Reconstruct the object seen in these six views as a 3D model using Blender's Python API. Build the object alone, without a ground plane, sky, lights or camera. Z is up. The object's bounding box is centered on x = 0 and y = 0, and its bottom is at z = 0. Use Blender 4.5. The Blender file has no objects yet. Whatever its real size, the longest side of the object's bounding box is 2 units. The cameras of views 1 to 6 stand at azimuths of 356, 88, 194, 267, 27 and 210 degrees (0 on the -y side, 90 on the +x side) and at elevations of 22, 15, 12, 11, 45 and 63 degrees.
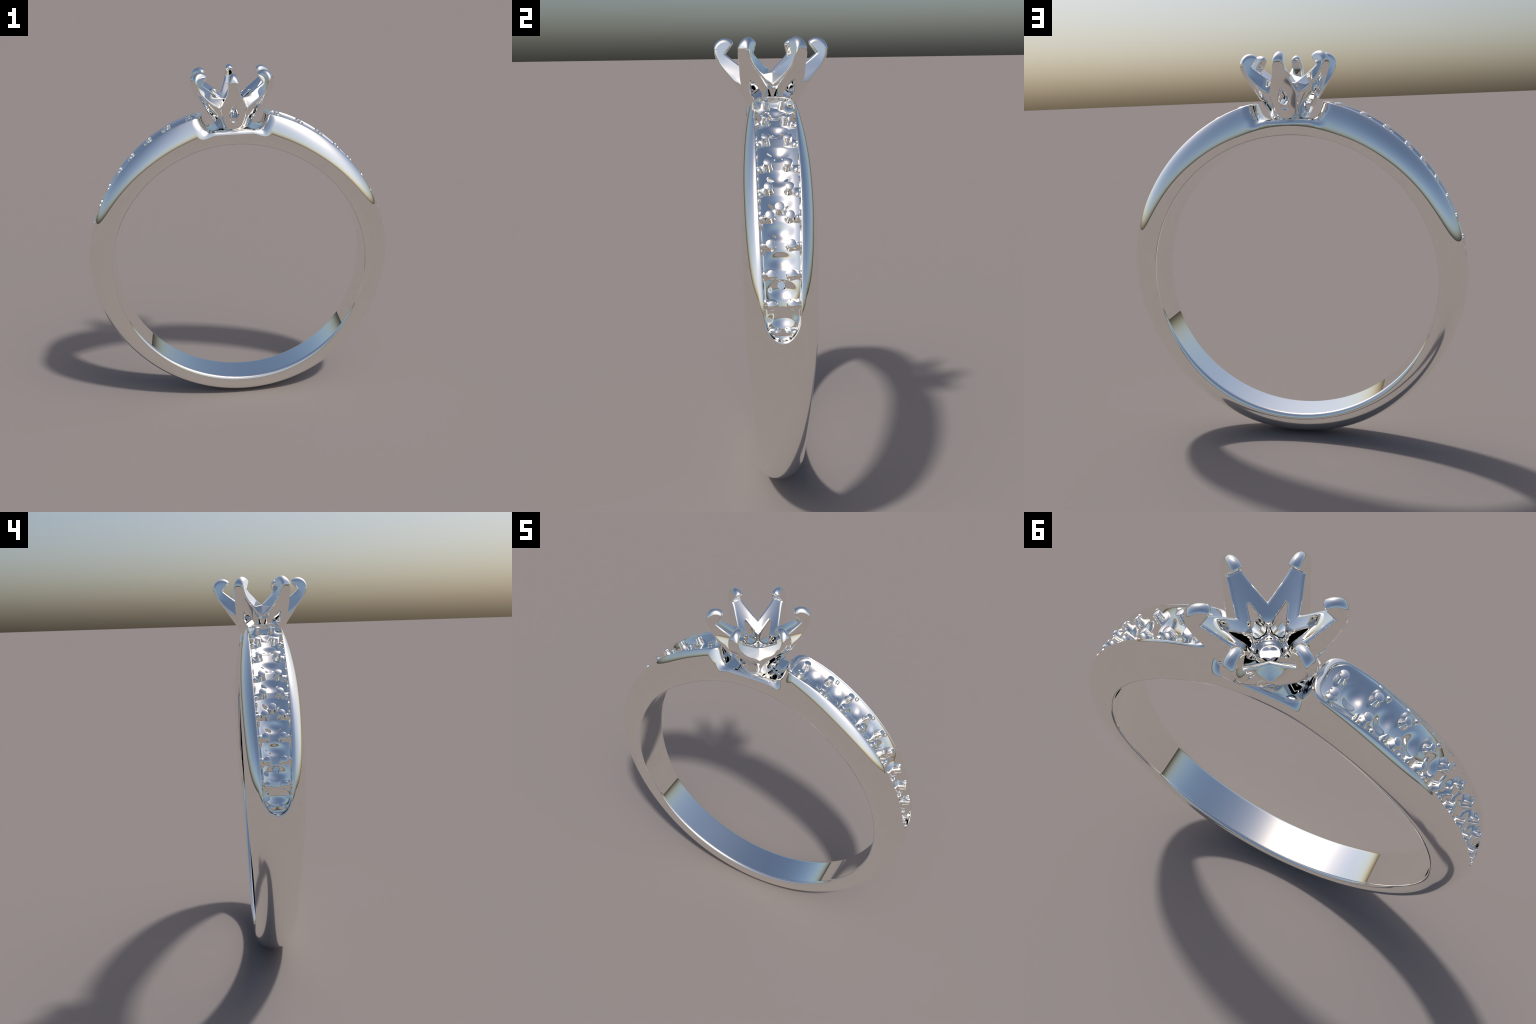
"""A white-metal engagement ring: six-prong head, pave-cut shoulders with
bead settings (stones missing) and a plain domed shank.  Each body is described
as a smooth procedural field (profiles, widths, cuts), polygonised, and split
into named parts that share their border vertices and normals."""
import bpy, math
import numpy as np
from mathutils import Matrix, Vector

CZ = 0.864          # height of the finger hole's axis (parallel to y)
R_IN = 0.737        # finger hole radius
F = np.float32


# ------------------------------------------------------------------ helpers
class Spline:
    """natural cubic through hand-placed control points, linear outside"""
    def __init__(self, *pts):
        x, y = np.array(pts, float).T
        n = len(x); h = np.diff(x)
        A = np.eye(n); b = np.zeros(n)
        for i in range(1, n - 1):
            A[i, i-1:i+2] = h[i-1], 2*(h[i-1]+h[i]), h[i]
            b[i] = 3*((y[i+1]-y[i])/h[i] - (y[i]-y[i-1])/h[i-1])
        c = np.linalg.solve(A, b)
        self.x, self.y, self.c = x, y, c
        self.b = np.diff(y)/h - h*(2*c[:-1]+c[1:])/3
        self.d = np.diff(c)/(3*h)
        self.s0 = self.b[0]
        self.s1 = self.b[-1] + 2*c[-2]*h[-1] + 3*self.d[-1]*h[-1]**2

    def __call__(self, q):
        q = np.asarray(q)
        p = np.clip(q, self.x[0], self.x[-1])
        i = np.clip(np.searchsorted(self.x, p) - 1, 0, len(self.x) - 2)
        t = p - self.x[i]
        v = self.y[i] + t*(self.b[i] + t*(self.c[i] + t*self.d[i]))
        return (v + np.minimum(q - self.x[0], 0)*self.s0
                + np.maximum(q - self.x[-1], 0)*self.s1)


def smax(a, b, k):
    h = np.maximum(k - np.abs(a - b), 0) / k
    return np.maximum(a, b) + h*h*k*0.25


def smin(a, b, k):
    return -smax(-a, -b, k)


def smoothstep(a, b, x):
    t = np.clip((x - a)/(b - a), 0, 1)
    return t*t*(3 - 2*t)


def surface_nets(Fv, coords, wrap0=False):
    """polygonise the zero level of Fv on a rectilinear grid -> verts, quads"""
    n0, n1, n2 = Fv.shape
    c0, c1, c2 = coords
    inside = Fv < 0
    if wrap0:
        inside = np.concatenate([inside, inside[:1]], 0)
        Fv = np.concatenate([Fv, Fv[:1]], 0)
        c0 = np.append(c0, c0[0] + 360.0)
    m = inside.shape
    s = np.zeros(tuple(k - 1 for k in m), np.uint8)
    for a in (0, 1):
        for b in (0, 1):
            for c in (0, 1):
                s += inside[a:m[0]-1+a, b:m[1]-1+b, c:m[2]-1+c]
    I, J, K = np.nonzero((s > 0) & (s < 8))
    idx = -np.ones(s.shape, np.int64)
    idx[I, J, K] = np.arange(len(I))
    acc = np.zeros((len(I), 3)); cnt = np.zeros(len(I))
    corner = [(a, b, c) for a in (0, 1) for b in (0, 1) for c in (0, 1)]
    for A in corner:
        for ax in range(3):
            if A[ax]:
                continue
            B = list(A); B[ax] = 1
            fa = Fv[I+A[0], J+A[1], K+A[2]].astype(float)
            fb = Fv[I+B[0], J+B[1], K+B[2]].astype(float)
            ok = (fa < 0) != (fb < 0)
            t = np.where(ok, fa/np.where(ok, fa - fb, 1), 0)
            off = np.tile(np.array(A, float), (len(I), 1)); off[:, ax] = t
            acc[ok] += off[ok]; cnt[ok] += 1
    acc /= cnt[:, None]
    P = np.stack([c[i] + w*(c[i+1] - c[i]) for c, i, w in
                  ((c0, I, acc[:, 0]), (c1, J, acc[:, 1]), (c2, K, acc[:, 2]))], 1)
    quads = []
    for ax in range(3):
        u, v = (ax+1) % 3, (ax+2) % 3
        lo = [slice(None)]*3; hi = [slice(None)]*3
        lo[ax] = slice(0, m[ax]-1); hi[ax] = slice(1, m[ax])
        sa, sb = inside[tuple(lo)], inside[tuple(hi)]
        e = np.stack(np.nonzero(sa != sb), 1)
        d = sa[tuple(e.T)]
        if wrap0:
            if ax != 0:                       # do not count the seam slice twice
                keep = e[:, 0] < n0; e, d = e[keep], d[keep]
        ring = []
        for du, dv in ((0, 0), (-1, 0), (-1, -1), (0, -1)):
            q = e.copy(); q[:, u] += du; q[:, v] += dv
            if wrap0:
                q[:, 0] %= n0
            ring.append(q)
        ok = np.ones(len(e), bool)
        for q in ring:
            for a in range(3):
                ok &= (q[:, a] >= 0) & (q[:, a] < s.shape[a])
        r = np.stack([idx[tuple(np.where(ok[:, None], q, 0).T)] for q in ring], 1)[ok]
        d = d[ok]
        r[~d] = r[~d][:, ::-1]
        quads.append(r[(r >= 0).all(1)])
    return P, np.concatenate(quads)


def grad(f, P, e=4e-4):
    g = np.empty_like(P)
    for a in range(3):
        d = np.zeros(3); d[a] = e
        g[:, a] = (f(P + d) - f(P - d)) / (2*e)
    return g


def settle(f, P, steps=4, limit=0.0015):
    """slide vertices onto the exact surface; return them and their normals"""
    for _ in range(steps):
        g = grad(f, P)
        st = -(f(P)/np.maximum((g*g).sum(1), 1e-3))[:, None]*g
        L = np.linalg.norm(st, axis=1, keepdims=True)
        P = P + st*np.minimum(1, limit/np.maximum(L, 1e-9))
    g = grad(f, P)
    return P, g/np.maximum(np.linalg.norm(g, axis=1, keepdims=True), 1e-9)


def make_object(name, V, Q, N, mat, parent):
    used = np.unique(Q)
    remap = np.zeros(len(V), np.int64); remap[used] = np.arange(len(used))
    me = bpy.data.meshes.new(name)
    Q = remap[Q]
    me.vertices.add(len(used)); me.vertices.foreach_set('co', V[used].astype(F).ravel())
    me.loops.add(Q.size); me.loops.foreach_set('vertex_index', Q.ravel().astype(np.int32))
    me.polygons.add(len(Q))
    me.polygons.foreach_set('loop_start', np.arange(0, Q.size, Q.shape[1], dtype=np.int32))
    me.update(calc_edges=True); me.validate()
    me.polygons.foreach_set('use_smooth', np.ones(len(me.polygons), bool))
    me.normals_split_custom_set_from_vertices(N[used].astype(F))
    me.materials.append(mat)
    return add(name, me, parent)


def add(name, me, parent):
    ob = bpy.data.objects.new(name, me)
    bpy.context.scene.collection.objects.link(ob)
    ob.parent = parent
    return ob


# ------------------------------------------------------------------ material
def polished_metal():
    m = bpy.data.materials.new('polished_white_metal')
    m.use_nodes = True
    nt = m.node_tree; b = nt.nodes['Principled BSDF']
    b.inputs['Metallic'].default_value = 1.0
    b.inputs['Roughness'].default_value = 0.0
    tc = nt.nodes.new('ShaderNodeTexCoord')
    no = nt.nodes.new('ShaderNodeTexNoise'); no.inputs['Scale'].default_value = 3.0
    ra = nt.nodes.new('ShaderNodeValToRGB')
    ra.color_ramp.elements[0].color = (0.970, 0.958, 0.913, 1)
    ra.color_ramp.elements[1].color = (0.974, 0.962, 0.917, 1)
    nt.links.new(tc.outputs['Object'], no.inputs['Vector'])
    nt.links.new(no.outputs['Fac'], ra.inputs['Fac'])
    nt.links.new(ra.outputs['Color'], b.inputs['Base Color'])
    return m


# ------------------------------------------------------------------ band
# all along theta, degrees from the top of the ring
half_width = Spline((0, .110), (12, .114), (20, .123), (30, .133), (42, .140), (60, .141),
                    (75, .138), (88, .132), (98, .122), (110, .111), (125, .104), (150, .102), (180, .102))
flank_apex = Spline((0, .940), (12, .935), (20, .929), (30, .916), (42, .904), (52, .896),
                    (62, .890), (72, .887), (86, .884), (100, .874), (115, .866), (130, .862), (150, .862), (180, .864))
flat_half = Spline((0, .050), (60, .050), (72, .044), (84, .022), (94, .004), (104, .0), (180, .0))
rim_height = Spline((0, .917), (13, .915), (17, .914), (25, .908), (31, .903), (42, .894),
                    (52, .887), (60, .883), (72, .881), (86, .882), (100, .90), (120, .93), (180, .95))
side_tuck = Spline((0, .010), (30, .013), (75, .013), (100, .010), (130, .011), (180, .011))   # sides lean in towards the hole
channel_half = Spline((10, .081), (16, .083), (25, .082), (35, .081), (46, .0805), (58, .0765),
                      (72, .070), (78, .067), (86, .062))
ROWS = (15.7, 24.1, 32.3, 40.8, 47.7, 55.1, 62.2, 69.3, 76.5, 83.0)   # bead rows
BEAD_Y = (.036, .041, .043, .0385, .0395, .0375, .0385, .037, .038, .019)
SEATS = tuple((a+b)/2 for a, b in zip(ROWS[:-1], ROWS[1:]))
CH_TOP, CH_END = 12.6, 85.3
BRIDGE_Z = 1.682
DEPTH = .031
flank_foot = Spline((0, .777), (80, .778), (105, .775), (130, .772), (180, .772))


def polar(P):
    x = np.abs(P[..., 0]); z = P[..., 2] - CZ
    return np.degrees(np.arctan2(x, z)), np.hypot(x, z)


def floor_height(th):
    """bottom of the trough on the centre line"""
    return rim_height(th) - DEPTH*smoothstep(90, 84, th)*smoothstep(2, 20, th) - .006


def band_field(P):
    th, rho = polar(P)
    x, y, z = np.abs(P[..., 0]), np.abs(P[..., 1]), P[..., 2]
    W = half_width(th); A = flank_apex(th)
    # domed outside: flat sides up to the flank's foot, then a super-elliptic flank
    foot = flank_foot(th)
    h = np.maximum(rho - foot, 0)/(A - foot)
    W = W - side_tuck(th)*np.clip((foot - rho)/(foot - R_IN), 0, 1.3)**2
    c = np.maximum(flat_half(th), 0)
    e = np.sqrt((np.maximum(y - c, 0)/(W - c))**2 + h*h + 1e-9) - 1
    dome = e*((W - c)*.8)
    hole = np.hypot(x, z - CZ + .002)            # the finger hole sits a hair lower
    f = smax(dome, R_IN - hole, .010)
    # capped by the rim of the shoulder
    f = smax(f, rho - rim_height(th), .006)
    # the notch that holds the head: bridge plane and rounded end walls
    up = smoothstep(-.02, .09, z - BRIDGE_Z)
    wall = .143 + .027*up + (.008 + .015*up)*(y/.085)**2
    notch = smax((BRIDGE_Z - z), (x - wall)*.9, .028)
    f = smax(f, -notch, .014 + (.012 + .020*smoothstep(.10, .17, x))*smoothstep(.055, .105, y))
    return f


def channel_field(P):
    """negative inside the pocket that is cut into a shoulder"""
    th, rho = polar(P)
    y = np.abs(P[..., 1])
    arc = .0153
    half = channel_half(th)
    # plan: long slot with rounded ends
    r_end = .100
    d_end = (th - (CH_END - r_end/arc))*arc
    d_end = np.where(d_end > 0, np.hypot(d_end*half/r_end, y) - half, y - half)
    r_top = .060
    d_top = ((CH_TOP + r_top/arc) - th)*arc
    yy = np.maximum(y - (half - r_top), 0)
    d_top2 = np.where(d_top > 0, np.hypot(d_top, yy) - r_top, -.1)
    plan = np.maximum(d_end, d_top2)
    q = np.clip(y/half, 0, 1.2)
    fl = floor_height(th)
    fl = fl + (rim_height(th) - .004 - fl)*(.75*q*q + .25*q**4)
    f = smax(plan, fl - rho, .008)
    return f


def seat_field(P):
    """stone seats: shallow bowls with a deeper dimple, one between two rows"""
    th, rho = polar(P)
    y = P[..., 1]
    f = np.full(th.shape, 1.0)
    for i, s in enumerate(SEATS):
        fl = float(floor_height(s))
        a = (th - s)*.0153
        bowl = np.sqrt(a*a + y*y + (rho - fl - .043)**2) - .053
        f = np.minimum(f, bowl)
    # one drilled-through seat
    a = (th - 71.8)*.0153
    drill = np.maximum(np.hypot(a, y) - .0165, .785 - rho)
    return np.minimum(f, drill)


def ring_field(P):
    f = band_field(P)
    th, rho = polar(P)
    sel = (th > 9) & (th < 90) & (rho > .77)
    if sel.any():
        Q = P[sel]
        cut = smin(channel_field(Q), smax(seat_field(Q), channel_field(Q)*0 + (np.abs(Q[..., 1]) - channel_half(th[sel])), .004), .008)
        f = f.copy()
        f[sel] = smax(f[sel], -cut, .0035)
    return f


def build_band(mat, root):
    fine = np.arange(8, 90, .165)
    low = np.arange(90, 270, .6)
    th = np.concatenate([np.arange(-8, 8, .3), fine, low, 360 - fine[::-1]])
    th = th[np.concatenate([[True], np.diff(th) > .05])]
    yy = np.arange(-.1525, .15251, .0025)
    rr = np.concatenate([np.arange(.7305, .750, .0022), np.arange(.750, .800, .005), np.arange(.800, .932, .0026)])
    Fv = np.empty((len(th), len(yy), len(rr)), F)
    for i0 in range(0, len(th), 64):
        t = np.radians(th[i0:i0+64])[:, None, None]
        P = np.stack(np.broadcast_arrays(np.sin(t)*rr, yy[None, :, None], CZ + np.cos(t)*rr), -1)
        Fv[i0:i0+64] = ring_field(P)
    V, Q = surface_nets(Fv, (th, yy, rr), wrap0=True)
    t = np.radians(V[:, 0])
    V = np.stack([np.sin(t)*V[:, 2], V[:, 1], CZ + np.cos(t)*V[:, 2]], 1)
    V, N = settle(ring_field, V)
    # split into parts
    C = V[Q].mean(1)
    n = N[Q].mean(1)
    thc, rho = polar(C)
    side = C[:, 0] > 0
    pocket = (channel_field(C) < .0015) & (thc > 10) & (thc < 89) & (rho > .80)
    shoulder = (thc > 11.0) & (thc < 90) & ~pocket
    bridge = thc <= 11.0
    shank = thc >= 90
    pocket &= ~bridge
    make_object('shank', V, Q[shank & ~pocket], N, mat, root)
    make_object('head_bridge', V, Q[bridge], N, mat, root)
    out = []
    for s in (side, ~side):
        sh = make_object('shoulder', V, Q[shoulder & s], N, mat, root)
        make_object('stone_channel', V, Q[pocket & s], N, mat, sh)
        out.append(sh)
    return out


# ------------------------------------------------------------------ beads
def lathe(name, profile, mat, seg=40):
    """solid of revolution about local z; profile = (radius, height) from the foot up"""
    r, z = np.array(profile).T
    a = np.linspace(0, 2*math.pi, seg, endpoint=False)
    V = np.stack([np.outer(r, np.cos(a)), np.outer(r, np.sin(a)), np.repeat(z[:, None], seg, 1)], -1).reshape(-1, 3)
    me = bpy.data.meshes.new(name)
    faces = [(i*seg+j, i*seg+(j+1) % seg, (i+1)*seg+(j+1) % seg, (i+1)*seg+j)
             for i in range(len(r)-1) for j in range(seg)]
    faces += [tuple(range((len(r)-1)*seg, len(r)*seg)), tuple(range(seg-1, -1, -1))]
    me.from_pydata(V.tolist(), [], faces)
    me.polygons.foreach_set('use_smooth', np.ones(len(me.polygons), bool))
    me.materials.append(mat)
    return me


def bead_profile(r, h, dome):
    """peg of radius r whose top is rounded over and slightly domed"""
    pts = [(r*1.42, -h), (r*1.28, -h*.78), (r*1.10, -h*.56), (r*1.02, -h*.38), (r, -r*.6)]
    e = r*.22
    for k in range(0, 9):
        a = k/8*math.pi*.44
        pts.append((r - e + e*math.cos(a), -r*.3 + e*math.sin(a)))
    r1, z1 = pts[-1]
    for k in range(1, 9):
        q = 1 - k/8.2
        pts.append((r1*q, z1 + dome*(1 - q*q)))
    return pts


def build_beads(mat, shoulders):
    peg = lathe('bead', bead_profile(.0172, .046, .0022), mat)
    small = lathe('bead_small', bead_profile(.0105, .040, .002), mat)
    wide = lathe('bead_wide', bead_profile(.0185, .045, .0012), mat)
    nub = lathe('wall_bead', bead_profile(.0105, .026, .004), mat, 28)
    rim = lambda t: float(rim_height(t))

    def place(me, name, parent, sgn, th, y, rho, tilt=0.0):
        ob = add(name, me, parent)
        t = math.radians(th)
        up = Vector((sgn*math.sin(t), math.sin(tilt), math.cos(t))).normalized()
        q = up.to_track_quat('Z', 'Y')
        ob.matrix_world = Matrix.Translation((sgn*math.sin(t)*rho, y, CZ + math.cos(t)*rho)) @ q.to_matrix().to_4x4()

    for parent, sgn in zip(shoulders, (1, -1)):
        for i, (th, by) in enumerate(zip(ROWS, BEAD_Y)):
            for s in (-1, 1):
                me = small if i == len(ROWS)-1 else peg
                lift = .005 if i < len(ROWS)-1 else -.002
                place(me, 'bead', parent, sgn, th, s*by, rim(th) + lift)
        place(wide, 'bead', parent, sgn, 52.7, 0, rim(52.7) - .004)
        for th, y in ((26.3, .0695), (34.4, .0735), (42.5, .073), (49.5, .072), (55.6, .0665),
                      (62.3, .0655), (69.2, .0645), (75.7, .0625)):
            for s in (-1, 1):
                place(nub, 'wall_bead', parent, sgn, th, s*(y - .003), rim(th) - .008)


# ------------------------------------------------------------------ head
prong_face = Spline((1.660, .078), (1.688, .0945), (1.72, .110), (1.757, .1325), (1.80, .161), (1.85, .1955),
                    (1.89, .226), (1.915, .2395), (1.935, .2450), (1.952, .2460))
plate_half = Spline((1.680, .008), (1.686, .026), (1.694, .042), (1.706, .052), (1.725, .060),
                    (1.75, .0665), (1.78, .0695), (1.81, .069), (1.86, .066), (2.0, .06))
edge_out = Spline((1.74, .125), (1.78, .0925), (1.805, .0750), (1.825, .0640), (1.85, .0530), (1.875, .0410), (1.90, .0320),
                  (1.92, .0295), (1.94, .0275), (1.96, .0253), (1.98, .0225), (2.0, .0178))
edge_in = Spline((1.74, .124), (1.80, .090), (1.853, .0600), (1.875, .0500), (1.90, .0395), (1.92, .0315),
                 (1.94, .0278), (1.96, .0253), (1.98, .0225), (2.0, .0178))
TIP_U, TIP_Z, TIP_R = .198, 1.9525, .048
BASE_Z = 1.672
SEAT_FLOOR = 1.742


def seat_cone(z):
    cone = .144 + 1.18*(z - 1.889)
    under = .194 - .80*(z - 1.9375)
    hollow = .036 + .40*(z - 1.742)         # bore below the seat
    return smax(smin(cone, under, .006), hollow, .012)


def head_field(P):
    x, y, z = P[..., 0], P[..., 1], P[..., 2]
    rho = np.hypot(x, y)
    a = np.arctan2(y, x)
    a = np.mod(a, math.pi/3) - math.pi/6           # prongs at 30, 90, 150 ... degrees
    u = rho*np.cos(a); t = np.abs(rho*np.sin(a))
    Uo = prong_face(z)
    face = (.25*u + .75*rho - Uo)*.82
    ball = np.hypot(u - TIP_U, z - TIP_Z) - TIP_R
    face = np.where(z > TIP_Z, ball, face)
    k = .010 + .012*smoothstep(1.945, 1.99, z)
    # prong plate standing proud of the round core
    plate = smax(face, (t - plate_half(z))*.9, .012)
    core = smax((rho - Uo + .007)*.82, z - 1.895, .02)
    f = smin(plate, core, .006)
    Ui = seat_cone(z)
    # V cuts between the prongs
    b = np.clip((u - Ui)/np.maximum(Uo - Ui, .02), -.3, 1.2)
    H = edge_in(z)*(1 - b) + edge_out(z)*b
    f = smax(f, (t - H)*.8, k)
    # stone seat and bore
    f = smax(f, -smax((rho - Ui)*.68, SEAT_FLOOR - z, .004), .011)
    # tear-shaped window, square to the prong's face
    top = (1.595 - .57*u)/.82                     # the head of the window rises inwards
    bot = 1.770 + .28*(.145 - u)
    q = np.clip((z - bot)/(top - bot), 0, 1)
    hole = np.hypot(t, (z - bot - (top - bot)*q)*.9) - (.0250 - .0215*q)
    lip = np.sqrt(t*t + (u - .130)**2 + (z - 1.736)**2) - .0225
    f = smax(f, -hole, .009)
    f = smax(f, -lip, .003)
    return np.maximum(f, BASE_Z - z)


def build_head(mat, root):
    s = .0021
    g = np.arange(-.2535, .2536, s)
    gz = np.arange(BASE_Z - .006, 2.006, s)
    Fv = np.empty((len(g), len(g), len(gz)), F)
    for i in range(0, len(g), 24):
        P = np.stack(np.meshgrid(g[i:i+24], g, gz, indexing='ij'), -1)
        Fv[i:i+24] = head_field(P)
    V, Q = surface_nets(Fv, (g, g, gz))
    V, N = settle(head_field, V)
    C = V[Q].mean(1)
    k = np.floor(np.degrees(np.arctan2(C[:, 1], C[:, 0])) % 360/60).astype(int)
    for i in range(6):
        make_object('prong', V, Q[k == i], N, mat, root)


# ------------------------------------------------------------------ build
def main():
    mat = polished_metal()
    root = bpy.data.objects.new('engagement_ring', None)
    root.empty_display_size = .2
    bpy.context.scene.collection.objects.link(root)
    root['label'] = 'polished silver ring with six-prong head and beaded shoulders'
    root['category'] = 'ring'
    shoulders = build_band(mat, root)
    build_beads(mat, shoulders)
    build_head(mat, root)


main()
